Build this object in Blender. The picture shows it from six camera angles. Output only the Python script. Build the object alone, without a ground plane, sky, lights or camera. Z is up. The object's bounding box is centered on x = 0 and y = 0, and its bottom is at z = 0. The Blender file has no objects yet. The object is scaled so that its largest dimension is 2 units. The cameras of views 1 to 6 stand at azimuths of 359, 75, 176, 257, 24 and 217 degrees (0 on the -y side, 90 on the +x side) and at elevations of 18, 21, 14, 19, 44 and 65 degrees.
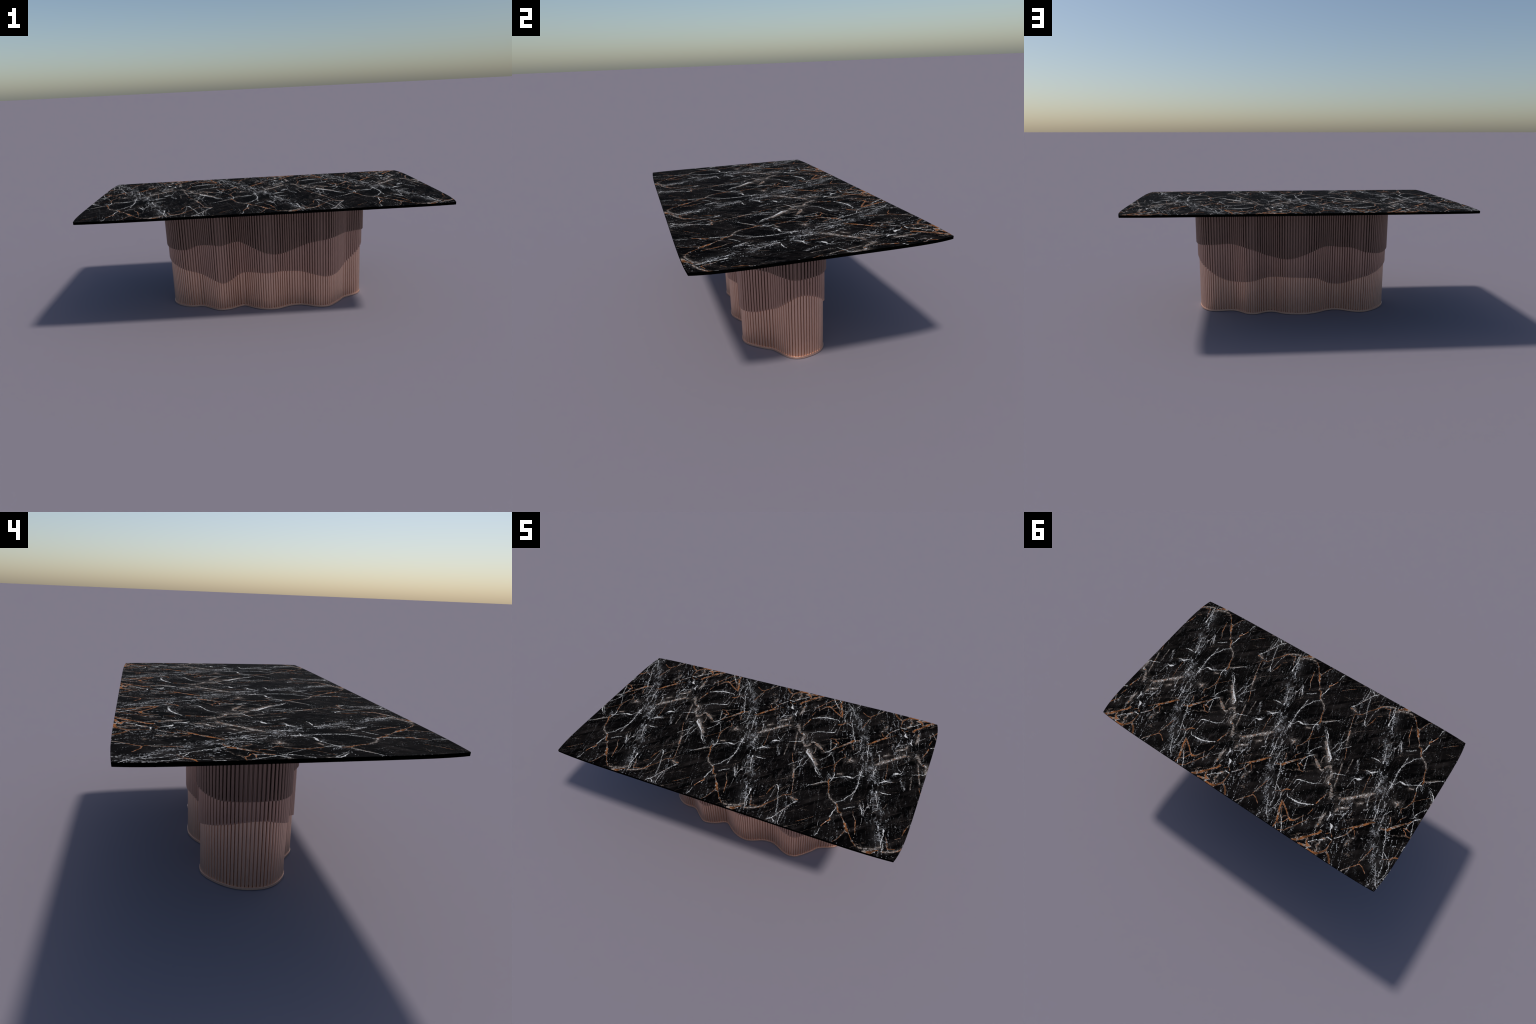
"""A dining table: a black veined marble slab with softly bowed sides on a wavy
pedestal wrapped in three overlapping shells of vertical copper-brown slats."""
import math

import bpy
import numpy as np

# --------------------------------------------------------------------------
# sizes (metres)
# --------------------------------------------------------------------------
TOP_Z = 0.6812           # upper face of the slab
SLAB_UNDER = 0.6672      # lower face of the slab
SLAT_COUNT = 187         # slats round each shell
SLAT_PHASE = 0.0034      # where the first groove stands, as a share of the way round
PLINTH_HEIGHT = 0.0100
SLAT_INSET = -0.0020     # front of the innermost slats, measured from the plan outwards
SHELL_STEP = 0.008       # every shell stands this much further out than the one below
NAMED_SLATS = 300        # slats that are objects of their own; the rest is joined

# Plan of the pedestal at the floor, counter-clockwise from the right-hand tip.
PLAN = [
    (0.610, 0.010), (0.604, 0.046), (0.589, 0.091), (0.565, 0.1255), (0.530, 0.149), (0.490, 0.155),
    (0.440, 0.1505), (0.400, 0.1505), (0.368, 0.164), (0.340, 0.189), (0.313, 0.215), (0.288, 0.226),
    (0.260, 0.228), (0.235, 0.221), (0.208, 0.205), (0.181, 0.194), (0.154, 0.1915), (0.127, 0.201),
    (0.102, 0.219), (0.076, 0.235), (0.043, 0.245), (0.005, 0.2515), (-0.030, 0.2535), (-0.060, 0.252),
    (-0.095, 0.243), (-0.127, 0.230), (-0.157, 0.213), (-0.189, 0.194), (-0.219, 0.183), (-0.252, 0.180),
    (-0.282, 0.186), (-0.312, 0.201), (-0.341, 0.218), (-0.371, 0.231), (-0.402, 0.236), (-0.436, 0.232),
    (-0.473, 0.215), (-0.510, 0.188), (-0.540, 0.159), (-0.563, 0.129), (-0.580, 0.095), (-0.589, 0.060),
    (-0.592, 0.025), (-0.590, -0.002), (-0.580, -0.033), (-0.562, -0.061), (-0.535, -0.086), (-0.500, -0.107),
    (-0.460, -0.115), (-0.420, -0.1125), (-0.390, -0.122), (-0.361, -0.146), (-0.337, -0.167), (-0.310, -0.187),
    (-0.283, -0.196), (-0.255, -0.193), (-0.228, -0.186), (-0.202, -0.174), (-0.170, -0.154), (-0.144, -0.146),
    (-0.122, -0.156), (-0.100, -0.174), (-0.070, -0.197), (-0.035, -0.215), (0.005, -0.226), (0.040, -0.227),
    (0.070, -0.219), (0.100, -0.2055), (0.130, -0.190), (0.165, -0.182), (0.203, -0.1815), (0.234, -0.192),
    (0.266, -0.209), (0.295, -0.223), (0.325, -0.231), (0.349, -0.231), (0.374, -0.225), (0.401, -0.206),
    (0.430, -0.177), (0.460, -0.142), (0.485, -0.109), (0.515, -0.091), (0.549, -0.075), (0.577, -0.058),
    (0.596, -0.038), (0.606, -0.018),
]

# Height of the wavy lower edge of the two outer shells, at equal steps round the plan.
OUTER_HEM = [
    0.424, 0.424, 0.424, 0.426, 0.429, 0.432, 0.434, 0.436, 0.436, 0.433, 0.430, 0.425, 0.416, 0.402, 0.384, 0.370,
    0.361, 0.356, 0.354, 0.356, 0.363, 0.376, 0.390, 0.403, 0.415, 0.421, 0.421, 0.418, 0.413, 0.415, 0.416, 0.408,
    0.393, 0.385, 0.377, 0.372, 0.371, 0.375, 0.380, 0.383, 0.384, 0.384, 0.379, 0.376, 0.373, 0.374, 0.379, 0.395,
    0.403, 0.410, 0.415, 0.417, 0.413, 0.420, 0.423, 0.421, 0.411, 0.401, 0.389, 0.376, 0.363, 0.355, 0.351, 0.352,
    0.358, 0.369, 0.383, 0.399, 0.412, 0.422, 0.428, 0.432, 0.434, 0.436, 0.435, 0.432, 0.430, 0.430, 0.427, 0.424,
]
MIDDLE_HEM = [
    0.338, 0.331, 0.317, 0.296, 0.274, 0.248, 0.224, 0.206, 0.196, 0.195, 0.200, 0.206, 0.212, 0.218, 0.224, 0.228,
    0.231, 0.235, 0.238, 0.238, 0.238, 0.237, 0.235, 0.230, 0.221, 0.202, 0.185, 0.175, 0.174, 0.184, 0.201, 0.216,
    0.228, 0.235, 0.245, 0.254, 0.267, 0.277, 0.289, 0.297, 0.300, 0.297, 0.285, 0.272, 0.258, 0.245, 0.236, 0.223,
    0.214, 0.207, 0.199, 0.185, 0.174, 0.182, 0.197, 0.213, 0.224, 0.230, 0.234, 0.235, 0.235, 0.237, 0.239, 0.235,
    0.229, 0.225, 0.221, 0.214, 0.210, 0.203, 0.197, 0.195, 0.198, 0.205, 0.219, 0.232, 0.249, 0.273, 0.300, 0.327,
]


# --------------------------------------------------------------------------
# curves
# --------------------------------------------------------------------------
def closed_spline(points, steps=24):
    """Smooth closed curve through control points, resampled to equal steps."""
    pts, out = np.array(points), []
    t = (np.arange(steps) / steps)[:, None]
    for i in range(len(pts)):
        a, b, c, d = pts[i - 1], pts[i], pts[(i + 1) % len(pts)], pts[(i + 2) % len(pts)]
        out.append(0.5 * (2 * b + (c - a) * t + (2 * a - 5 * b + 4 * c - d) * t**2 + (3 * b - a - 3 * c + d) * t**3))
    out = np.vstack(out)
    for _ in range(8):
        out = 0.25 * np.roll(out, 1, 0) + 0.5 * out + 0.25 * np.roll(out, -1, 0)
    along = np.r_[0, np.cumsum(np.linalg.norm(np.roll(out, -1, 0) - out, axis=1))]
    ring, even = np.vstack([out, out[:1]]), np.linspace(0, along[-1], 2001)[:-1]
    return np.c_[np.interp(even, along, ring[:, 0]), np.interp(even, along, ring[:, 1])]


CURVE = closed_spline(PLAN)
_tangent = np.roll(CURVE, -3, 0) - np.roll(CURVE, 3, 0)
_tangent /= np.linalg.norm(_tangent, axis=1)[:, None]
OUTWARD = np.c_[_tangent[:, 1], -_tangent[:, 0]]


def on_plan(u, offset):
    """Point at the share u of the way round, moved outwards by offset."""
    x = (u % 1.0) * len(CURVE)
    i, f = int(x) % len(CURVE), x - int(x)
    j = (i + 1) % len(CURVE)
    p = CURVE[i] * (1 - f) + CURVE[j] * f
    n = OUTWARD[i] * (1 - f) + OUTWARD[j] * f
    return p + n / np.linalg.norm(n) * offset


def hem_height(hem, u):
    """Periodic cubic through the hem heights."""
    x = (u % 1.0) * len(hem)
    i, t = int(x) % len(hem), x - int(x)
    a, b, c, d = (hem[(i + k) % len(hem)] for k in (-1, 0, 1, 2))
    return 0.5 * (2 * b + (c - a) * t + (2 * a - 5 * b + 4 * c - d) * t**2 + (3 * b - a - 3 * c + d) * t**3)


# --------------------------------------------------------------------------
# materials
# --------------------------------------------------------------------------
class Nodes:
    """Small helper for writing node trees as expressions."""

    def __init__(self, tree):
        self.tree = tree

    def new(self, kind, **settings):
        node = self.tree.nodes.new(kind)
        for key, value in settings.items():
            setattr(node, key, value)
        return node

    def put(self, socket, value):
        if isinstance(value, bpy.types.NodeSocket):
            self.tree.links.new(value, socket)
        else:
            socket.default_value = value

    def math(self, op, a, b=0.0, c=None, clamp=False):
        n = self.new("ShaderNodeMath", operation=op, use_clamp=clamp)
        self.put(n.inputs[0], a)
        self.put(n.inputs[1], b)
        if c is not None:
            self.put(n.inputs[2], c)
        return n.outputs[0]

    def vector(self, op, a, b=None, scale=None):
        n = self.new("ShaderNodeVectorMath", operation=op)
        self.put(n.inputs[0], a)
        if b is not None:
            self.put(n.inputs[1], b)
        if scale is not None:
            self.put(n.inputs["Scale"], scale)
        return n.outputs["Value"] if op in ("DOT_PRODUCT", "LENGTH", "DISTANCE") else n.outputs["Vector"]

    def combine(self, x, y, z):
        n = self.new("ShaderNodeCombineXYZ")
        for socket, value in zip(n.inputs, (x, y, z)):
            self.put(socket, value)
        return n.outputs[0]

    def noise(self, where, scale, detail=2.0, rough=0.5, output="Fac"):
        n = self.new("ShaderNodeTexNoise")
        self.put(n.inputs["Vector"], where)
        n.inputs["Scale"].default_value, n.inputs["Detail"].default_value, n.inputs["Roughness"].default_value = scale, detail, rough
        return n.outputs[output]

    def voronoi(self, where, scale, feature="F1", output="Distance"):
        n = self.new("ShaderNodeTexVoronoi", feature=feature)
        self.put(n.inputs["Vector"], where)
        n.inputs["Scale"].default_value = scale
        return n.outputs[output]

    def ramp(self, value, low, high, to_low=0.0, to_high=1.0):
        """Smooth step from low to high."""
        n = self.new("ShaderNodeMapRange", interpolation_type="SMOOTHSTEP")
        for socket, v in zip(n.inputs, (value, low, high, to_low, to_high)):
            self.put(socket, v)
        return n.outputs[0]

    def mix(self, fac, a, b):
        n = self.new("ShaderNodeMix", data_type="RGBA")
        self.put(n.inputs["Factor"], fac)
        for name, value in (("A", a), ("B", b)):
            socket = next(s for s in n.inputs if s.name == name and s.type == "RGBA")
            self.put(socket, (*value, 1.0) if isinstance(value, tuple) else value)
        return next(s for s in n.outputs if s.type == "RGBA")


def new_material(name):
    m = bpy.data.materials.new(name)
    m.use_nodes = True
    return m, Nodes(m.node_tree), m.node_tree.nodes["Principled BSDF"]


def lacquer_material(name, colour, roughness=0.5):
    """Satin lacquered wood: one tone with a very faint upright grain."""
    m, n, shader = new_material(name)
    where = n.new("ShaderNodeTexCoord").outputs["Object"]
    fine = n.noise(n.vector("MULTIPLY", where, (1.0, 1.0, 0.06)), 260.0, 2.0)
    tone = n.ramp(fine, 0.25, 0.75)
    darker, lighter = tuple(0.95 * c for c in colour), tuple(1.05 * c for c in colour)
    n.put(shader.inputs["Base Color"], n.mix(tone, darker, lighter))
    shader.inputs["Roughness"].default_value = roughness
    shader.inputs["Metallic"].default_value = 1.0
    return m


def black_material():
    m, n, shader = new_material("black_edge")
    where = n.new("ShaderNodeTexCoord").outputs["Object"]
    n.put(shader.inputs["Base Color"], n.mix(n.noise(where, 60.0), (0.0006, 0.0006, 0.0006), (0.001, 0.001, 0.001)))
    shader.inputs["Roughness"].default_value = 0.6
    shader.inputs["Specular IOR Level"].default_value = 0.0
    return m


# The stone repeats along the slab. Its larger veins are strokes with a tapering
# half width: every point is (x, y, half width in millimetres).
STONE_REPEAT = 0.714
STONE_START = -0.29


def vein(*points):
    return points


WHITE_VEINS = [
    vein((0.464, -0.140, 2), (0.441, -0.122, 3.5), (0.422, -0.083, 2.5), (0.404, -0.057, 4), (0.383, -0.035, 5), (0.362, -0.012, 7), (0.341, 0.006, 6), (0.338, 0.031, 2)),
    vein((-0.243, -0.139, 1.3), (-0.272, -0.098, 1.3), (-0.290, -0.082, 1.5)),
    vein((0.431, 0.269, 1.5), (0.434, 0.240, 2.2), (0.418, 0.225, 4), (0.391, 0.217, 2.5), (0.361, 0.210, 3), (0.335, 0.197, 1.6), (0.298, 0.173, 1.1)),
    vein((0.428, 0.337, 2.8), (0.415, 0.353, 2.8), (0.391, 0.352, 3.2), (0.361, 0.351, 4.2), (0.334, 0.345, 4.2), (0.307, 0.333, 4), (0.283, 0.319, 2.2), (0.266, 0.311, 3.2)),
    vein((-0.281, 0.039, 1.5), (-0.268, 0.055, 3), (-0.252, 0.070, 3.8), (-0.246, 0.088, 2.2), (-0.237, 0.108, 2.2), (-0.240, 0.138, 2.4)),
    vein((-0.256, 0.081, 2), (-0.269, 0.123, 2), (-0.280, 0.156, 2.6)),
    vein((0.125, 0.020, 5), (0.137, 0.030, 7), (0.153, 0.034, 3.5), (0.164, 0.051, 1.6), (0.164, 0.079, 2.2), (0.168, 0.110, 1.2)),
    vein((0.130, -0.042, 2.5), (0.115, -0.048, 3), (0.095, -0.048, 5.5), (0.080, -0.065, 4.5), (0.068, -0.073, 2)),
    vein((0.095, -0.048, 3), (0.080, -0.038, 2.6)),
    vein((0.144, -0.134, 2), (0.125, -0.140, 2.6), (0.099, -0.142, 4.4), (0.083, -0.139, 2.6)),
    vein((0.092, -0.287, 1.2), (0.112, -0.264, 1.4), (0.092, -0.213, 2.2), (0.080, -0.184, 3.6), (0.067, -0.138, 3)),
    vein((0.283, 0.088, 2.5), (0.271, 0.073, 3.6), (0.259, 0.072, 2), (0.248, 0.066, 3.2), (0.233, 0.060, 2), (0.212, 0.050, 2)),
    vein((0.314, -0.009, 3), (0.298, -0.012, 2)),
    vein((-0.042, -0.050, 1.6), (-0.057, -0.067, 1.6), (-0.069, -0.094, 2.6), (-0.087, -0.096, 6), (-0.101, -0.097, 5), (-0.123, -0.103, 2), (-0.149, -0.121, 1.6), (-0.170, -0.135, 3), (-0.183, -0.144, 4)),
    vein((-0.034, -0.262, 1.6), (-0.035, -0.227, 1.6), (-0.033, -0.189, 2.6), (-0.031, -0.152, 3.2), (-0.033, -0.122, 3), (-0.036, -0.089, 2.6), (-0.042, -0.053, 3.6), (-0.040, -0.022, 3)),
    vein((-0.097, -0.294, 1.6), (-0.069, -0.268, 2.2), (-0.059, -0.243, 3.2), (-0.043, -0.214, 2.6), (-0.037, -0.183, 3)),
    vein((0.048, -0.327, 3.2), (0.036, -0.297, 3.2), (0.019, -0.267, 2.4)),
    vein((-0.000, -0.290, 2), (-0.023, -0.303, 2.2), (-0.052, -0.328, 2)),
    vein((-0.088, -0.332, 2.6), (-0.092, -0.362, 2.6), (-0.094, -0.382, 3), (-0.097, -0.402, 2.2)),
    vein((-0.091, -0.436, 2), (-0.093, -0.449, 2.6)),
    vein((-0.104, -0.438, 2), (-0.110, -0.454, 2)),
    vein((-0.120, -0.493, 1.5), (-0.119, -0.521, 2.6), (-0.126, -0.545, 1.5)),
    vein((0.427, -0.364, 2), (0.404, -0.406, 2.2), (0.387, -0.445, 2.2), (0.368, -0.481, 2), (0.362, -0.503, 2.8), (0.349, -0.526, 3), (0.330, -0.543, 3)),
    vein((0.395, -0.545, 3), (0.390, -0.530, 3), (0.385, -0.492, 2), (0.387, -0.445, 1.5)),
    vein((0.369, -0.540, 4.4), (0.354, -0.527, 3)),
    vein((0.358, -0.483, 1.5), (0.346, -0.432, 1.5), (0.323, -0.376, 1.5), (0.305, -0.327, 2), (0.295, -0.304, 4.2), (0.281, -0.300, 2)),
    vein((0.193, -0.507, 2.6), (0.179, -0.463, 2.6), (0.176, -0.411, 3.2), (0.173, -0.379, 4)),
    vein((0.192, -0.518, 2), (0.197, -0.495, 2), (0.192, -0.464, 2)),
    vein((-0.138, 0.192, 1.5), (-0.156, 0.217, 2.2), (-0.172, 0.246, 2.4), (-0.177, 0.274, 2.6), (-0.192, 0.300, 3), (-0.201, 0.329, 2.2), (-0.215, 0.358, 2)),
    vein((-0.204, 0.327, 2), (-0.227, 0.339, 2.4), (-0.243, 0.347, 2)),
    vein((-0.042, 0.054, 1.5), (-0.036, 0.067, 1.8), (-0.042, 0.097, 2.6), (-0.050, 0.125, 3), (-0.060, 0.160, 3.2), (-0.067, 0.192, 2.6), (-0.062, 0.200, 2)),
    vein((-0.121, 0.092, 1.5), (-0.110, 0.108, 1.6), (-0.097, 0.138, 2.2), (-0.101, 0.160, 1.6), (-0.105, 0.186, 1.6)),
    vein((-0.047, -0.049, 2.4), (-0.051, -0.021, 2)),
    vein((-0.176, -0.177, 2), (-0.172, -0.143, 2.6), (-0.170, -0.112, 3.2), (-0.177, -0.090, 2)),
    vein((-0.197, -0.027, 1.6), (-0.213, 0.008, 1.3), (-0.229, 0.039, 1.2), (-0.251, 0.049, 2), (-0.233, 0.066, 1.5)),
    vein((-0.245, 0.040, 1.2), (-0.253, 0.014, 1.6), (-0.271, -0.015, 2), (-0.284, -0.028, 1.5)),
    vein((0.024, -0.040, 3), (0.019, -0.017, 3.5), (0.018, 0.000, 3), (0.022, 0.029, 2), (0.022, 0.050, 1.6)),
    vein((0.018, -0.021, 2.5), (0.030, -0.000, 2), (0.021, 0.024, 2)),
    vein((0.028, 0.085, 1.8), (0.023, 0.107, 2), (0.010, 0.141, 2.2)),
    vein((0.369, -0.031, 1.5), (0.364, -0.062, 1.5), (0.360, -0.106, 1.6), (0.344, -0.117, 1.2)),
    vein((0.345, -0.037, 1.2), (0.332, -0.074, 2.4), (0.303, -0.106, 1.5), (0.282, -0.132, 1.2)),
    vein((0.339, -0.083, 1.2), (0.339, -0.121, 1.8), (0.331, -0.159, 1.8)),
    vein((0.166, 0.290, 1.5), (0.153, 0.306, 5), (0.154, 0.336, 2.6), (0.150, 0.346, 1.5)),
    vein((0.125, 0.353, 4), (0.111, 0.356, 6), (0.105, 0.380, 3.2), (0.096, 0.394, 2)),
    vein((0.099, 0.437, 2.6), (0.095, 0.428, 3), (0.080, 0.427, 3.4), (0.068, 0.428, 2.6)),
    vein((0.169, 0.509, 1.5), (0.149, 0.485, 2), (0.133, 0.472, 3), (0.108, 0.455, 3)),
    vein((0.380, 0.471, 2), (0.362, 0.492, 3), (0.343, 0.520, 3.6), (0.326, 0.549, 2.6)),
    vein((0.375, 0.534, 4), (0.365, 0.547, 3)),
    vein((0.137, 0.291, 1.6), (0.103, 0.271, 2.2), (0.081, 0.248, 1)),
    vein((0.220, 0.385, 1.2), (0.201, 0.360, 1.6), (0.184, 0.342, 2.6)),
    vein((-0.255, 0.355, 2), (-0.266, 0.382, 2.2), (-0.272, 0.429, 1.6), (-0.265, 0.464, 1.5)),
    vein((-0.234, 0.387, 2), (-0.243, 0.433, 1.6), (-0.248, 0.463, 1.5)),
    vein((-0.201, 0.401, 1.6), (-0.216, 0.434, 1.6), (-0.235, 0.472, 1.5), (-0.273, 0.521, 3)),
    vein((0.160, 0.549, 3), (0.141, 0.525, 2.6)),
    vein((0.156, 0.403, 2), (0.151, 0.379, 1.5)),
    vein((0.062, 0.411, 2.6), (0.043, 0.390, 2.2), (0.028, 0.371, 1.6)),
    vein((-0.016, -0.060, 2), (-0.040, -0.059, 3)),
    vein((-0.199, -0.171, 1.5), (-0.235, -0.207, 1.6), (-0.279, -0.243, 1.6)),
]
RUST_VEINS = [
    vein((0.058, 0.346, 2.2), (0.031, 0.321, 3), (0.010, 0.298, 4), (-0.006, 0.283, 5.2), (-0.029, 0.258, 6), (-0.049, 0.233, 5.2), (-0.064, 0.213, 5), (-0.078, 0.205, 4)),
    vein((0.003, 0.302, 4.5), (0.010, 0.323, 4.2), (0.015, 0.347, 3), (0.029, 0.374, 2.6), (0.048, 0.393, 2)),
    vein((-0.119, 0.217, 3.2), (-0.141, 0.211, 5.2), (-0.157, 0.202, 7), (-0.173, 0.178, 5.4), (-0.188, 0.158, 5.4), (-0.204, 0.137, 5.4), (-0.217, 0.119, 4), (-0.233, 0.104, 3), (-0.243, 0.081, 2.4)),
    vein((-0.232, 0.152, 3), (-0.247, 0.158, 3), (-0.256, 0.172, 3), (-0.273, 0.174, 2.6), (-0.285, 0.172, 2)),
    vein((-0.227, 0.144, 2.6), (-0.244, 0.137, 2.6), (-0.264, 0.142, 2)),
    vein((-0.173, -0.193, 3), (-0.185, -0.175, 4.4), (-0.185, -0.146, 2.6)),
    vein((-0.179, -0.087, 2.6), (-0.187, -0.059, 3), (-0.193, -0.033, 5.2), (-0.186, 0.001, 2.6), (-0.175, 0.030, 2), (-0.159, 0.050, 2.6), (-0.164, 0.063, 3), (-0.172, 0.074, 2)),
    vein((-0.197, -0.032, 1.4), (-0.225, -0.063, 1.2), (-0.265, -0.104, 1)),
    vein((-0.181, 0.142, 1.5), (-0.186, 0.110, 1.6), (-0.205, 0.074, 1.5)),
    vein((0.074, -0.530, 4), (0.048, -0.508, 3), (0.033, -0.485, 2.2), (0.017, -0.462, 3.5)),
    vein((0.008, -0.458, 7), (-0.002, -0.441, 6), (-0.015, -0.417, 5.2), (-0.028, -0.398, 2.6), (-0.046, -0.377, 2.2), (-0.051, -0.357, 4.6), (-0.069, -0.356, 4.6), (-0.079, -0.335, 4), (-0.091, -0.310, 5)),
    vein((-0.157, -0.247, 3), (-0.166, -0.213, 3), (-0.176, -0.189, 3), (-0.184, -0.173, 4.2)),
    vein((-0.002, -0.465, 2.6), (-0.009, -0.489, 3), (-0.018, -0.519, 2.6), (-0.036, -0.546, 2.2)),
    vein((0.050, -0.461, 2.2), (0.038, -0.418, 2.6), (0.028, -0.378, 2.6), (0.008, -0.349, 1.5), (-0.001, -0.323, 1)),
    vein((-0.093, -0.407, 2), (-0.091, -0.422, 3.6), (-0.104, -0.439, 3.2), (-0.119, -0.476, 2.2)),
    vein((0.427, -0.359, 3.6), (0.412, -0.358, 3.5)),
    vein((0.399, -0.416, 1.6), (0.386, -0.444, 1.8), (0.367, -0.480, 1.6)),
    vein((0.381, -0.337, 2.6), (0.374, -0.302, 2.6), (0.363, -0.261, 2), (0.354, -0.228, 3)),
    vein((0.384, -0.337, 2.6), (0.364, -0.346, 3), (0.342, -0.359, 2.6), (0.326, -0.393, 2.6), (0.311, -0.416, 3), (0.294, -0.439, 3), (0.278, -0.461, 2.6)),
    vein((0.305, -0.421, 2.6), (0.280, -0.456, 2.6), (0.268, -0.479, 2.6), (0.258, -0.488, 2.2)),
    vein((0.177, -0.513, 3), (0.158, -0.526, 5), (0.144, -0.541, 9), (0.115, -0.546, 5.5)),
    vein((0.247, -0.478, 2), (0.216, -0.487, 2.6), (0.206, -0.454, 2.2), (0.193, -0.424, 1.6)),
    vein((0.277, -0.306, 2), (0.267, -0.344, 3.6), (0.262, -0.384, 2)),
    vein((0.258, -0.401, 2), (0.237, -0.418, 2.4)),
    vein((0.346, -0.220, 4), (0.338, -0.193, 2)),
    vein((0.303, -0.104, 2.6), (0.292, -0.088, 2.4), (0.278, -0.056, 2.4), (0.271, -0.033, 3)),
    vein((0.090, -0.036, 2), (0.088, -0.006, 2.6), (0.085, 0.027, 3), (0.078, 0.057, 2.6), (0.074, 0.089, 1.6)),
    vein((0.256, 0.296, 3.2), (0.252, 0.263, 3.2), (0.245, 0.241, 3), (0.241, 0.216, 2), (0.237, 0.205, 1.6)),
    vein((0.253, 0.332, 2), (0.255, 0.354, 2.6), (0.260, 0.378, 1.5)),
    vein((0.428, 0.390, 4), (0.415, 0.432, 5), (0.397, 0.474, 6.4), (0.380, 0.513, 5.2), (0.382, 0.549, 3)),
    vein((0.424, 0.392, 4), (0.392, 0.412, 4.2), (0.366, 0.432, 4.4), (0.342, 0.453, 4), (0.324, 0.461, 5.6), (0.305, 0.450, 5), (0.292, 0.433, 4), (0.285, 0.416, 2.6), (0.274, 0.396, 2.2)),
    vein((0.336, 0.461, 3), (0.350, 0.492, 2.8), (0.374, 0.516, 2.8)),
    vein((0.352, 0.451, 2), (0.367, 0.462, 2.4), (0.369, 0.484, 2.4)),
    vein((0.414, 0.410, 2), (0.392, 0.446, 2), (0.378, 0.486, 2.6)),
    vein((0.318, 0.535, 2.6), (0.306, 0.507, 2.6), (0.288, 0.482, 2.2), (0.270, 0.445, 2.6), (0.253, 0.417, 2.6), (0.239, 0.401, 2)),
    vein((0.355, 0.553, 2), (0.323, 0.534, 2.6)),
    vein((0.252, 0.550, 4.4), (0.232, 0.536, 7.6), (0.209, 0.511, 7), (0.190, 0.487, 5.2), (0.171, 0.462, 4.6), (0.150, 0.440, 5), (0.144, 0.418, 7)),
    vein((0.115, 0.416, 2), (0.098, 0.398, 2.2)),
    vein((0.188, 0.490, 4), (0.175, 0.521, 4.4), (0.157, 0.529, 7)),
    vein((0.212, 0.547, 4.4), (0.185, 0.542, 5.4), (0.162, 0.532, 8), (0.146, 0.525, 4)),
    vein((0.151, 0.546, 5.4), (0.127, 0.547, 6), (0.100, 0.543, 7), (0.084, 0.524, 5.4), (0.070, 0.508, 5), (0.064, 0.496, 4), (0.064, 0.472, 3.2), (0.064, 0.453, 3), (0.066, 0.426, 2.2)),
    vein((0.061, 0.498, 4), (0.034, 0.514, 5.4), (0.016, 0.533, 5.4), (0.006, 0.553, 6)),
    vein((-0.007, 0.307, 2), (-0.029, 0.341, 1.6)),
    vein((0.092, 0.396, 2), (0.075, 0.412, 2)),
    vein((-0.218, 0.362, 1.6), (-0.243, 0.347, 2), (-0.257, 0.331, 2.6), (-0.269, 0.316, 4.2), (-0.286, 0.311, 3)),
    vein((-0.253, 0.359, 2.2), (-0.255, 0.344, 2.6), (-0.264, 0.320, 2.2)),
    vein((-0.145, 0.336, 1.6), (-0.139, 0.364, 1.6), (-0.133, 0.392, 2.2), (-0.127, 0.423, 2.6), (-0.121, 0.450, 2)),
    vein((-0.065, 0.547, 3.2), (-0.078, 0.524, 2.6), (-0.101, 0.494, 2.6), (-0.127, 0.457, 2.8), (-0.153, 0.463, 2.6), (-0.181, 0.485, 2)),
    vein((-0.041, -0.051, 2.6), (-0.040, -0.047, 2)),
    vein((-0.243, -0.497, 1.2), (-0.209, -0.469, 1.4), (-0.174, -0.435, 1.2)),
]
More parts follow.
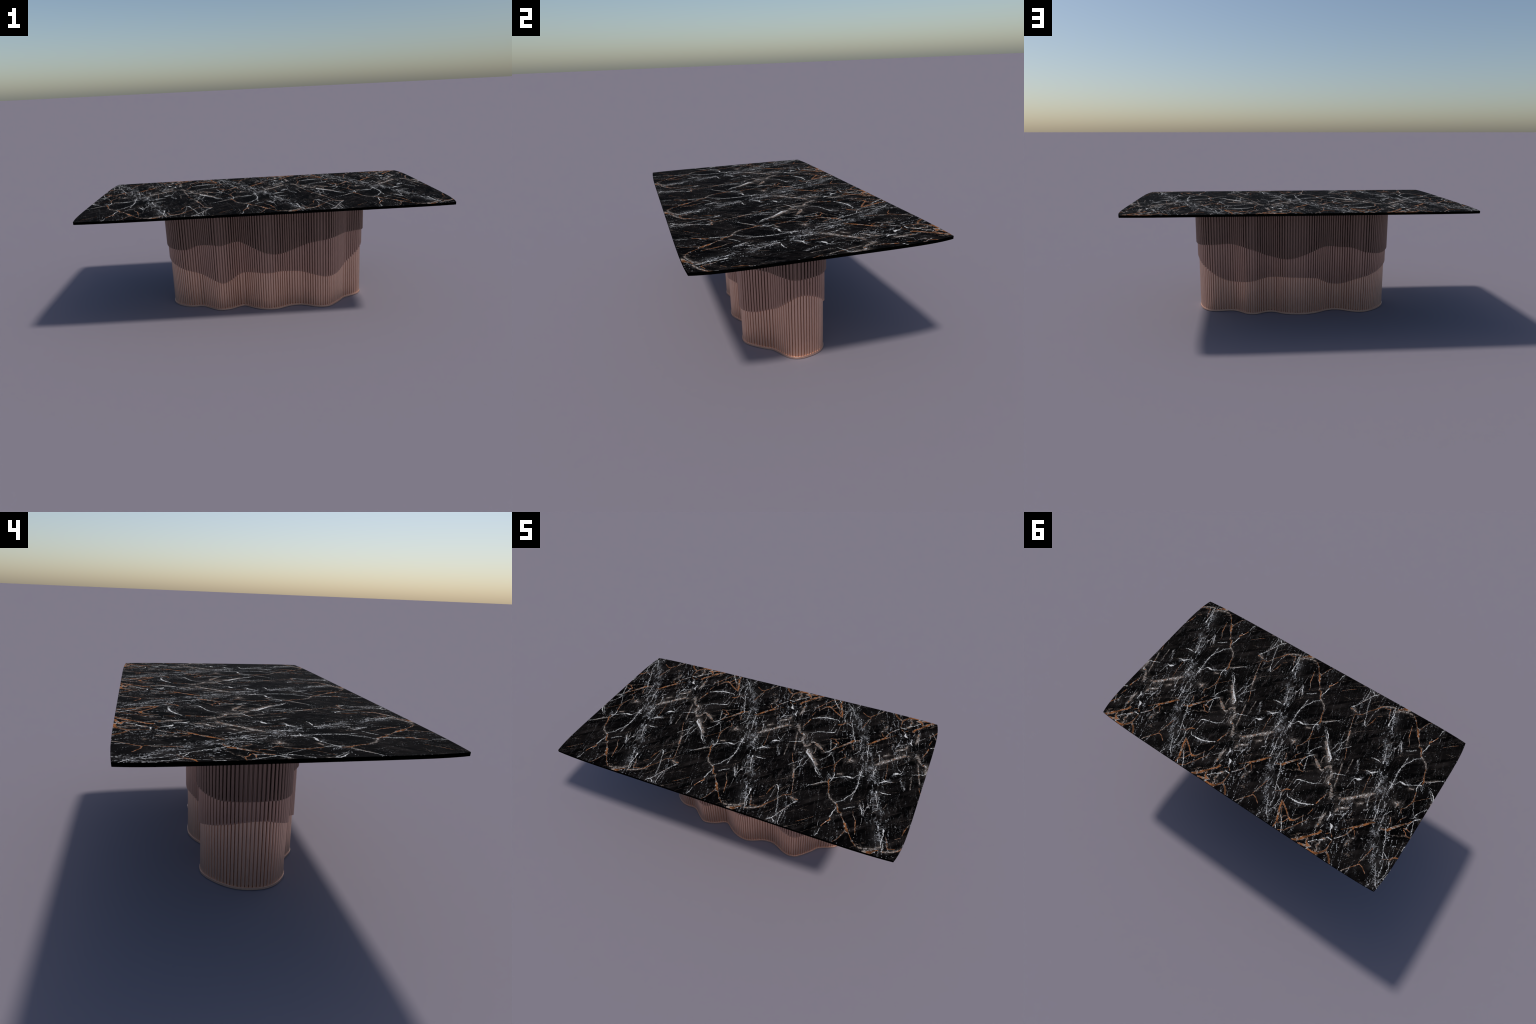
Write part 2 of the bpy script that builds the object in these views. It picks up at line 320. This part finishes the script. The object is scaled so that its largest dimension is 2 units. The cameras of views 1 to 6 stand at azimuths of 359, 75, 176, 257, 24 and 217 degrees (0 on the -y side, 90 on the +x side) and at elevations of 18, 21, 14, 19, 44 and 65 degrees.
BEIGE_VEINS = [
    vein((0.424, -0.072, 8), (0.405, -0.043, 8), (0.377, -0.015, 8), (0.352, 0.013, 9), (0.338, 0.031, 7)),
    vein((0.317, 0.053, 9), (0.299, 0.067, 6), (0.283, 0.093, 6), (0.275, 0.104, 8), (0.284, 0.128, 8), (0.271, 0.150, 8), (0.248, 0.152, 5), (0.232, 0.171, 6), (0.226, 0.184, 7), (0.214, 0.202, 11), (0.212, 0.223, 6)),
    vein((0.427, 0.047, 5), (0.414, 0.065, 6.4), (0.382, 0.084, 9), (0.358, 0.099, 8), (0.341, 0.106, 5.4), (0.337, 0.080, 5.4), (0.323, 0.057, 6)),
    vein((0.382, 0.011, 2.4), (0.382, 0.043, 3), (0.376, 0.066, 2.2)),
    vein((0.136, 0.179, 8), (0.121, 0.162, 10), (0.098, 0.142, 8), (0.077, 0.117, 9), (0.060, 0.103, 11), (0.042, 0.086, 9), (0.025, 0.066, 7), (0.013, 0.051, 3)),
    vein((0.159, 0.190, 9), (0.142, 0.192, 8)),
    vein((0.060, 0.162, 5), (0.039, 0.144, 6)),
    vein((0.144, 0.277, 4), (0.135, 0.248, 8), (0.119, 0.233, 7), (0.099, 0.223, 5), (0.089, 0.206, 2)),
    vein((-0.117, 0.032, 11), (-0.129, 0.028, 9), (-0.129, 0.060, 3)),
    vein((-0.134, -0.087, 5), (-0.155, -0.095, 5)),
    vein((0.180, 0.412, 4), (0.179, 0.382, 6), (0.184, 0.357, 6), (0.181, 0.321, 5.4)),
    vein((0.118, 0.462, 4), (0.105, 0.445, 7)),
    vein((0.107, 0.530, 7), (0.117, 0.497, 8), (0.117, 0.473, 5)),
    vein((-0.007, 0.408, 5), (-0.017, 0.381, 7), (-0.025, 0.351, 5)),
    vein((0.340, -0.200, 3.4), (0.336, -0.184, 4.4), (0.324, -0.150, 4.4), (0.312, -0.120, 3.6)),
    vein((0.268, -0.004, 2.6), (0.258, 0.031, 2.6), (0.247, 0.072, 2.8), (0.238, 0.110, 3.4), (0.227, 0.151, 2.6)),
    vein((0.230, -0.061, 1.6), (0.224, -0.020, 2.8), (0.217, 0.033, 1.6)),
    vein((0.350, -0.222, 3.4), (0.342, -0.202, 5.4), (0.327, -0.161, 5)),
    vein((-0.096, -0.305, 4), (-0.116, -0.296, 3.8), (-0.140, -0.281, 3.8), (-0.157, -0.252, 3.4)),
    vein((0.413, -0.360, 4.6), (0.401, -0.359, 5.4), (0.386, -0.355, 4)),
    vein((0.279, -0.466, 4), (0.240, -0.498, 5), (0.195, -0.516, 4)),
    vein((0.182, -0.490, 5), (0.157, -0.513, 4), (0.119, -0.528, 4), (0.090, -0.533, 4.4), (0.078, -0.527, 3)),
    vein((-0.132, 0.127, 3), (-0.151, 0.163, 3.2)),
    vein((-0.190, -0.173, 2.4), (-0.215, -0.193, 3), (-0.240, -0.212, 3.4), (-0.262, -0.229, 2.8)),
]

# Middle line of the frosted band that crosses the slab once per repeat.
FROST_BAND = [(0.195, -0.516), (0.143, -0.356), (0.088, -0.207), (0.018, -0.021), (-0.050, 0.125), (-0.089, 0.222), (-0.137, 0.310), (-0.211, 0.429), (-0.273, 0.521)]


def stroke_group():
    """Distance to one tapering stroke, in half widths; keeps the nearest so far."""
    g = bpy.data.node_groups.new("vein_stroke", "ShaderNodeTree")
    for name, kind in (("Position", "NodeSocketVector"), ("Start", "NodeSocketVector"), ("End", "NodeSocketVector"), ("Start Width", "NodeSocketFloat"), ("End Width", "NodeSocketFloat"), ("Nearest", "NodeSocketFloat")):
        g.interface.new_socket(name, in_out="INPUT", socket_type=kind)
    g.interface.new_socket("Nearest", in_out="OUTPUT", socket_type="NodeSocketFloat")
    n = Nodes(g)
    i, o = n.new("NodeGroupInput").outputs, n.new("NodeGroupOutput")
    run = n.vector("SUBTRACT", i["End"], i["Start"])
    # the tiny share of Nearest makes each stroke wait for the one before it, which
    # keeps the compiled shader's memory small however many strokes there are
    chained = n.vector("SCALE", n.combine(i["Nearest"], i["Nearest"], i["Nearest"]), scale=1e-8)
    away = n.vector("SUBTRACT", n.vector("ADD", i["Position"], chained), i["Start"])
    share = n.math("DIVIDE", n.vector("DOT_PRODUCT", away, run), n.vector("DOT_PRODUCT", run, run), clamp=True)
    gap = n.vector("LENGTH", n.vector("SUBTRACT", away, n.vector("SCALE", run, scale=share)))
    width = n.math("MULTIPLY_ADD", share, n.math("SUBTRACT", i["End Width"], i["Start Width"]), i["Start Width"])
    n.put(o.inputs[0], n.math("MINIMUM", n.math("DIVIDE", gap, width), i["Nearest"]))
    return g


def strokes_of(veins, cell, reach, fine=1.0):
    """The strokes that come within reach of a cell (x from, x to, y from, y to) of the
    repeat, with the copies that lean in from the neighbouring repeats. fine thins the
    narrow strokes and leaves the broad ones."""
    slim = lambda w: w * (fine + (1 - fine) * min(1.0, max(0.0, (w - 2.5) / 3.5))) / 1000
    x0, x1, y0, y1 = cell
    out = []
    for line in veins:
        for (ax, ay, aw), (bx, by, bw) in zip(line, line[1:]):
            for shift in (-STONE_REPEAT, 0.0, STONE_REPEAT):
                if max(ax, bx) + shift > x0 - reach and min(ax, bx) + shift < x1 + reach and max(ay, by) > y0 - reach and min(ay, by) < y1 + reach:
                    out.append(((ax + shift, ay), (bx + shift, by), slim(aw), slim(bw)))
    return out


def nearest_stroke(n, group, where, strokes):
    nearest = 99.0
    for (ax, ay), (bx, by), aw, bw in strokes:
        node = n.new("ShaderNodeGroup")
        node.node_tree = group
        n.put(node.inputs["Position"], where)
        node.inputs["Start"].default_value, node.inputs["End"].default_value = (ax, ay, 0), (bx, by, 0)
        node.inputs["Start Width"].default_value, node.inputs["End Width"].default_value = aw, bw
        n.put(node.inputs["Nearest"], nearest)
        nearest = node.outputs[0]
    return nearest


def stone_colour(n, group, cell, where, straight, plain, streaky, slanted, steep, coarse, fine):
    # ground: near black with smoky brown clouds drawn out across the slab
    cloud = n.noise(slanted, 13.0, 5.0, 0.65)
    colour = n.mix(n.ramp(cloud, 0.46, 0.70), (0.0014, 0.0012, 0.0014), (0.0155, 0.0128, 0.0120))
    flake = n.new("ShaderNodeSeparateColor")
    n.put(flake.inputs[0], n.voronoi(n.vector("ADD", slanted, n.vector("SCALE", coarse, scale=0.012)), 15.0, "F1", "Color"))
    colour = n.mix(n.ramp(flake.outputs[0], 0.45, 1.0, 0.0, 0.5), colour, (0.0105, 0.0088, 0.0084))
    colour = n.mix(n.ramp(flake.outputs[1], 0.65, 0.9, 0.0, 0.45), colour, (0.0010, 0.0009, 0.0010))
    band = nearest_stroke(n, group, where, strokes_of([[(px, py, 42.0) for px, py in FROST_BAND]], cell, 0.07))
    frost = n.ramp(band, 1.5, 0.1)
    haze = n.math("MULTIPLY", n.ramp(n.noise(plain, 15.0, 5.0, 0.7), 0.44, 0.70), n.math("MULTIPLY_ADD", frost, 0.55, 0.05))
    colour = n.mix(haze, colour, (0.050, 0.047, 0.046))

    # faint straight fibres, in patches
    fibre = n.ramp(n.noise(steep, 95.0, 2.0, 0.7), 0.54, 0.70)
    fibre = n.math("MULTIPLY", fibre, n.ramp(n.noise(plain, 6.0, 3.0), 0.44, 0.62))
    colour = n.mix(n.math("MULTIPLY", fibre, 0.8), colour, (0.030, 0.025, 0.0235))

    # brown hair cracks across the slab and grey ones along the frosted band, broken
    crack = n.ramp(n.voronoi(n.vector("ADD", slanted, n.vector("SCALE", coarse, scale=0.014)), 13.0, "DISTANCE_TO_EDGE"), 0.018, 0.004)
    crack = n.math("MULTIPLY", crack, n.ramp(n.noise(slanted, 16.0, 2.0), 0.50, 0.60))
    crack = n.math("MULTIPLY", crack, n.ramp(n.noise(plain, 120.0, 2.0), 0.40, 0.56))
    colour = n.mix(n.math("MULTIPLY", crack, 0.6), colour, (0.20, 0.15, 0.12))
    crack = n.ramp(n.voronoi(n.vector("ADD", steep, n.vector("SCALE", coarse, scale=0.008)), 26.0, "DISTANCE_TO_EDGE"), 0.026, 0.007)
    crack = n.math("MULTIPLY", crack, n.ramp(n.noise(steep, 17.0, 2.0), 0.57, 0.63))
    crack = n.math("MULTIPLY", crack, n.ramp(n.noise(plain, 110.0, 2.0), 0.42, 0.56))
    colour = n.mix(n.math("MULTIPLY", crack, 0.85), colour, (0.42, 0.40, 0.39))

    # dotted threads that run with the frosted band, and loose flecks
    thread = n.math("ABSOLUTE", n.math("SUBTRACT", n.noise(n.vector("ADD", streaky, n.vector("SCALE", coarse, scale=0.007)), 42.0, 1.0, 0.6), 0.5))
    thread = n.ramp(thread, 0.042, 0.012)
    beads = n.ramp(n.noise(plain, 190.0, 1.0), 0.56, 0.63)
    patch = n.ramp(n.noise(streaky, 13.0, 2.0), 0.48, 0.62)
    often = n.math("MAXIMUM", n.math("MULTIPLY_ADD", patch, 0.70, 0.05), n.ramp(band, 1.65, 0.3, 0.0, 0.80))
    dots = n.math("MULTIPLY", n.math("MULTIPLY", thread, beads), often)
    colour = n.mix(dots, colour, (0.60, 0.60, 0.61))
    fleck = n.math("MULTIPLY", n.ramp(n.voronoi(plain, 115.0), 0.24, 0.12), n.ramp(n.noise(plain, 13.0, 4.0, 0.7), 0.51, 0.64))
    colour = n.mix(n.math("MULTIPLY", fleck, n.ramp(n.noise(plain, 100.0, 0.0), 0.50, 0.62)), colour, (0.55, 0.54, 0.54))
    # drawn veins
    white = nearest_stroke(n, group, where, strokes_of(WHITE_VEINS, cell, 0.03, 0.5))
    crazed = n.ramp(n.voronoi(n.vector("ADD", plain, n.vector("SCALE", fine, scale=0.014)), 62.0, "DISTANCE_TO_EDGE"), 0.065, 0.018)
    shattered = n.math("MAXIMUM", n.ramp(band, 0.85, 0.1), n.ramp(white, 8.0, 3.0, 0.0, 0.5))
    crazed = n.math("MULTIPLY", crazed, n.math("MULTIPLY", shattered, n.ramp(n.noise(plain, 26.0, 2.0), 0.47, 0.60)))
    colour = n.mix(n.math("MULTIPLY", crazed, 0.75), colour, (0.45, 0.45, 0.46))
    ragged = n.math("MULTIPLY_ADD", n.noise(plain, 130.0, 2.0, 0.65), 1.9, -0.02)
    torn = n.ramp(n.noise(plain, 260.0, 2.0), 0.3, 0.7)
    beige = nearest_stroke(n, group, where, strokes_of(BEIGE_VEINS, cell, 0.03, 0.8))
    dusty = n.math("MULTIPLY", n.ramp(beige, 5.0, 1.0), n.ramp(n.noise(plain, 48.0, 4.0, 0.7), 0.44, 0.62))
    colour = n.mix(n.math("MULTIPLY", dusty, 0.40), colour, (0.095, 0.080, 0.070))
    beige = n.math("MULTIPLY", beige, ragged)
    solid = n.math("MULTIPLY", n.ramp(beige, 1.2, 0.85), n.ramp(n.noise(plain, 60.0, 4.0, 0.65), 0.40, 0.50))
    colour = n.mix(n.math("MULTIPLY", solid, 0.9), colour, n.mix(torn, (0.090, 0.074, 0.063), (0.28, 0.235, 0.205)))
    core = n.math("MULTIPLY", n.ramp(beige, 0.8, 0.3), n.ramp(n.noise(plain, 95.0, 3.0, 0.6), 0.52, 0.60))
    colour = n.mix(core, colour, n.mix(n.ramp(n.noise(plain, 40.0, 1.0), 0.50, 0.56), (0.52, 0.50, 0.48), (0.30, 0.12, 0.045)))
    rust = n.math("MULTIPLY", nearest_stroke(n, group, straight, strokes_of(RUST_VEINS, cell, 0.03, 0.6)), n.math("MULTIPLY_ADD", ragged, 0.6, 0.45))
    tint = n.mix(n.ramp(n.noise(plain, 18.0, 3.0), 0.40, 0.60), (0.085, 0.038, 0.017), (0.29, 0.108, 0.038))
    tint = n.mix(n.math("MULTIPLY", torn, 0.3), tint, (0.16, 0.06, 0.022))
    tint = n.mix(n.ramp(n.noise(plain, 27.0, 2.0), 0.57, 0.64), tint, n.mix(torn, (0.16, 0.12, 0.095), (0.34, 0.27, 0.22)))
    rim = n.math("MULTIPLY", n.ramp(rust, 1.55, 1.15), n.ramp(n.noise(plain, 95.0, 2.0), 0.50, 0.58))
    colour = n.mix(n.math("MULTIPLY", rim, 0.7), colour, (0.50, 0.47, 0.45))
    colour = n.mix(n.math("MULTIPLY", n.ramp(rust, 1.2, 0.85), n.ramp(n.noise(plain, 70.0, 2.0), 0.28, 0.42)), colour, tint)
    white = n.math("MULTIPLY", white, ragged)
    solid = n.math("MULTIPLY", n.ramp(white, 1.1, 0.65), n.math("MAXIMUM", n.ramp(n.noise(plain, 105.0, 3.0, 0.65), 0.42, 0.49), n.ramp(white, 0.5, 0.3)))
    return n.mix(solid, colour, n.mix(torn, (0.42, 0.405, 0.39), (0.86, 0.845, 0.825)))


def marble_material():
    """Black marble. The repeat is divided into cells, each with a shader of its own that
    holds only the veins near it, so that a point of the slab is quick to colour."""
    m, n, shader = new_material("black_veined_marble")
    group = stroke_group()
    part = n.new("ShaderNodeSeparateXYZ")
    n.put(part.inputs[0], n.new("ShaderNodeTexCoord").outputs["Object"])
    x, y = part.outputs[0], part.outputs[1]

    def rolled(lean, stretch):
        """Coordinates wound round a drum, so that every noise repeats with the stone;
        lean shears them, stretch draws them out along the lean."""
        radius = STONE_REPEAT / math.tau
        turn = n.math("MULTIPLY", n.math("MULTIPLY_ADD", y, lean, x), 1 / radius)
        return n.combine(n.math("MULTIPLY", n.math("COSINE", turn), radius), n.math("MULTIPLY", n.math("SINE", turn), radius), n.math("MULTIPLY", y, stretch))

    plain, streaky, slanted, steep = rolled(0.0, 1.0), rolled(0.30, 0.14), rolled(-1.0, 0.35), rolled(0.08, 0.16)
    fold = n.math("WRAP", x, STONE_START + STONE_REPEAT, STONE_START)
    coarse = n.vector("SUBTRACT", n.noise(plain, 42.0, 1.0, output="Color"), (0.5, 0.5, 0.5))
    fine = n.vector("SUBTRACT", n.noise(plain, 170.0, 1.0, output="Color"), (0.5, 0.5, 0.5))
    warp = n.vector("ADD", n.vector("SCALE", coarse, scale=0.010), n.vector("SCALE", fine, scale=0.0095))
    where = n.vector("MULTIPLY", n.vector("ADD", n.combine(fold, y, 0.0), warp), (1, 1, 0))
    straight = n.vector("MULTIPLY", n.vector("ADD", n.combine(fold, y, 0.0), n.vector("SCALE", warp, scale=0.42)), (1, 1, 0))

    def lit(x0, x1, y0, y1, splits):
        """Shader of a cell, or of the two halves it is split into."""
        if not splits:
            s = n.new("ShaderNodeBsdfPrincipled")
            n.put(s.inputs["Base Color"], stone_colour(n, group, (x0, x1, y0, y1), where, straight, plain, streaky, slanted, steep, coarse, fine))
            s.inputs["Roughness"].default_value = 0.5
            s.inputs["Specular IOR Level"].default_value = 0.002
            return s.outputs[0]
        both = n.new("ShaderNodeMixShader")
        if splits[0] == "x":
            middle = (x0 + x1) / 2
            n.put(both.inputs[0], n.math("GREATER_THAN", fold, middle))
            halves = lit(x0, middle, y0, y1, splits[1:]), lit(middle, x1, y0, y1, splits[1:])
        else:
            middle = (y0 + y1) / 2
            n.put(both.inputs[0], n.math("GREATER_THAN", y, middle))
            halves = lit(x0, x1, y0, middle, splits[1:]), lit(x0, x1, middle, y1, splits[1:])
        n.put(both.inputs[1], halves[0])
        n.put(both.inputs[2], halves[1])
        return both.outputs[0]

    m.node_tree.nodes.remove(shader)
    n.put(m.node_tree.nodes["Material Output"].inputs["Surface"], lit(STONE_START, STONE_START + STONE_REPEAT, -0.56, 0.56, "yxy"))
    return m


# --------------------------------------------------------------------------
# meshes
# --------------------------------------------------------------------------
def mesh_object(name, verts, faces, material, parent, smooth_angle=None):
    mesh = bpy.data.meshes.new(name)
    mesh.from_pydata([tuple(map(float, v)) for v in verts], [], faces)
    for mat in material if isinstance(material, (list, tuple)) else [material]:
        mesh.materials.append(mat)
    if smooth_angle is not None:
        mesh.polygons.foreach_set("use_smooth", [True] * len(mesh.polygons))
        mesh.set_sharp_from_angle(angle=math.radians(smooth_angle))
    mesh.update()
    o = bpy.data.objects.new(name, mesh)
    bpy.context.scene.collection.objects.link(o)
    o.parent = parent
    return o


def slab_outline():
    """Four corners joined by sides that bow out and turn in shortly before the corners."""
    def side(start, end, bulge, power=5.0, steps=28):
        a, b = np.array(start), np.array(end)
        along = b - a
        out = np.array((along[1], -along[0])) / np.linalg.norm(along)
        t = 0.5 - 0.5 * np.cos(np.linspace(0, math.pi, steps + 1)[:-1])
        return [a + along * k + out * bulge * (1 - abs(2 * k - 1) ** power) for k in t]
    se, ne, nw, sw = (0.9747, -0.5418), (0.9747, 0.5418), (-0.9833, 0.5374), (-0.9833, -0.5374)
    return np.array(side(se, ne, 0.0253, 6.5) + side(ne, nw, 0.0118, 8.0) + side(nw, sw, 0.0167, 6.5) + side(sw, se, 0.0118, 8.0))


def build_tabletop(parent, marble, edge):
    ring = slab_outline()
    centre = ring.mean(0)
    inwards = (centre - ring) / np.linalg.norm(centre - ring, axis=1)[:, None]
    levels = [(0.0, TOP_Z), (0.0, SLAB_UNDER + 0.0022), (0.0006, SLAB_UNDER + 0.0008), (0.0020, SLAB_UNDER)]
    verts, faces, count = [], [], len(ring)
    for inset, z in levels:
        verts += [(*p, z) for p in ring + inwards * inset]
    for k in range(len(levels) - 1):
        for i in range(count):
            j = (i + 1) % count
            faces.append((k * count + j, k * count + i, (k + 1) * count + i, (k + 1) * count + j))
    faces.append(tuple(range(count)))
    faces.append(tuple(reversed(range((len(levels) - 1) * count, len(levels) * count))))
    top = mesh_object("tabletop", verts, faces, [marble, edge], parent)
    for k, poly in enumerate(top.data.polygons):
        poly.material_index = 0 if k == len(faces) - 2 else 1
    return top


def ring_solid(name, outer, inner, low, high, material, parent, steps=748, bevel=0.0):
    """Closed band between two offsets of the plan; low and high are functions of u."""
    verts, faces = [], []
    for i in range(steps):
        u = i / steps
        rows = [(inner, high(u)), (outer - bevel, high(u)), (outer, high(u) - bevel), (outer, low(u)), (inner, low(u))]
        verts += [(*on_plan(u, d), z) for d, z in rows]
    for i in range(steps):
        j = (i + 1) % steps
        for k in range(5):
            l = (k + 1) % 5
            faces.append((i * 5 + k, i * 5 + l, j * 5 + l, j * 5 + k))
    return mesh_object(name, verts, faces, material, parent, 40)


def build_plinth(parent, material):
    """Thin foot that follows the plan, closed below."""
    steps, verts, faces = 748, [], []
    rows = [(-0.012, PLINTH_HEIGHT), (0.0002, PLINTH_HEIGHT), (0.0006, PLINTH_HEIGHT - 0.0004), (0.0006, 0.0)]
    for i in range(steps):
        verts += [(*on_plan(i / steps, d), z) for d, z in rows]
    for i in range(steps):
        j = (i + 1) % steps
        faces += [(i * 4 + k, i * 4 + k + 1, j * 4 + k + 1, j * 4 + k) for k in range(3)]
    faces.append(tuple(i * 4 + 3 for i in reversed(range(steps))))
    return mesh_object("plinth", verts, faces, material, parent, 40)


# Cross-section of a slat: place across (-1 to 1) and depth behind the front.
SLAT_DEPTH = 0.0074
SLAT_PITCH = 0.0153
SLAT_SECTION = [(-0.88, SLAT_DEPTH), (-0.87, 0.0058), (-0.83, 0.0042), (-0.76, 0.0028), (-0.66, 0.0016), (-0.52, 0.0007), (-0.32, 0.0002),
                (0.0, 0.0), (0.32, 0.0002), (0.52, 0.0007), (0.66, 0.0016), (0.76, 0.0028), (0.83, 0.0042), (0.87, 0.0058), (0.88, SLAT_DEPTH)]


def slat_mesh(index, offset, low, high):
    """One upright slat: rounded front, foot cut a little aslant along the hem."""
    middle = SLAT_PHASE + (index + 0.5) / SLAT_COUNT
    half = 0.5 / SLAT_COUNT
    z_mid = low(middle)
    room = np.linalg.norm(on_plan(middle + half, offset) - on_plan(middle - half, offset))
    fit = min(1.09, SLAT_PITCH / room)          # one width everywhere, squeezed a little in the folds
    section = [(middle + s * half * fit, d) for s, d in SLAT_SECTION]
    verts, faces, n = [], [], len(section)
    for inset, rise in ((0.0016, 0.0), (0.0005, 0.0005), (0.0, 0.0018), (0.0, None)):
        for u, d in section:
            depth = min(SLAT_DEPTH, max(d, inset))
            z = high(u) if rise is None else z_mid + 0.3 * (low(u) - z_mid) + rise
            verts.append((*on_plan(u, offset - depth), z))
    for k in range(3):
        for i in range(n - 1):
            faces.append((k * n + i, k * n + i + 1, (k + 1) * n + i + 1, (k + 1) * n + i))
    faces.append(tuple(reversed(range(n))))
    faces.append(tuple(range(3 * n, 4 * n)))
    faces.append((n - 1, 0, 3 * n, 4 * n - 1))
    return verts, faces


def build_table():
    table = bpy.data.objects.new("dining_table", None)
    bpy.context.scene.collection.objects.link(table)
    table["label"] = "long black veined marble table on wavy slatted copper pedestal"
    table["category"] = "dining table"

    build_tabletop(table, marble_material(), black_material())
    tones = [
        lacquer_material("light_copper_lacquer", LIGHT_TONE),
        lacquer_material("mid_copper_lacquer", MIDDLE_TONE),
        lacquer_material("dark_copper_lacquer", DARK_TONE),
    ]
    build_plinth(table, tones[0])

    floor = lambda u: PLINTH_HEIGHT
    outer, middle = (lambda u: hem_height(OUTER_HEM, u)), (lambda u: hem_height(MIDDLE_HEM, u))
    roof = lambda u: SLAB_UNDER
    tuck = 0.03
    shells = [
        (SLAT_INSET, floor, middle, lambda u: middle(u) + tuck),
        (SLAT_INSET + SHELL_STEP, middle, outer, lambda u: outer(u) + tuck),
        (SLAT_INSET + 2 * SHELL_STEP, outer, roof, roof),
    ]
    slats = []
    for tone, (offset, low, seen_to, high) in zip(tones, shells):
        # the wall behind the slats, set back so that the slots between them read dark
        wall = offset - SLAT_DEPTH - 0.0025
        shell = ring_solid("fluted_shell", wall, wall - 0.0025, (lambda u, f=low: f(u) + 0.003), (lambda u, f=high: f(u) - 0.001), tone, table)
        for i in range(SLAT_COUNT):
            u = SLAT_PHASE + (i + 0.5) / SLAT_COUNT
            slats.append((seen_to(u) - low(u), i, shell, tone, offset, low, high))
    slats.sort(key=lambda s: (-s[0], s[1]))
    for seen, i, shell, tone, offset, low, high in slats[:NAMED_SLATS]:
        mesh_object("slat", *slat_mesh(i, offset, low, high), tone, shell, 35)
    left_over = {}
    for seen, i, shell, tone, offset, low, high in slats[NAMED_SLATS:]:
        verts, faces, _ = left_over.setdefault(shell.name, ([], [], (shell, tone)))
        more, sides = slat_mesh(i, offset, low, high)
        faces += [tuple(k + len(verts) for k in f) for f in sides]
        verts += more
    for verts, faces, (shell, tone) in left_over.values():
        mesh_object("slat_run", verts, faces, tone, shell, 35)["kind"] = "stuff"


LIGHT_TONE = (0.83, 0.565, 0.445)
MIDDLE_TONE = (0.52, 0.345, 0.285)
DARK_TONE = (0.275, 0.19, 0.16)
build_table()
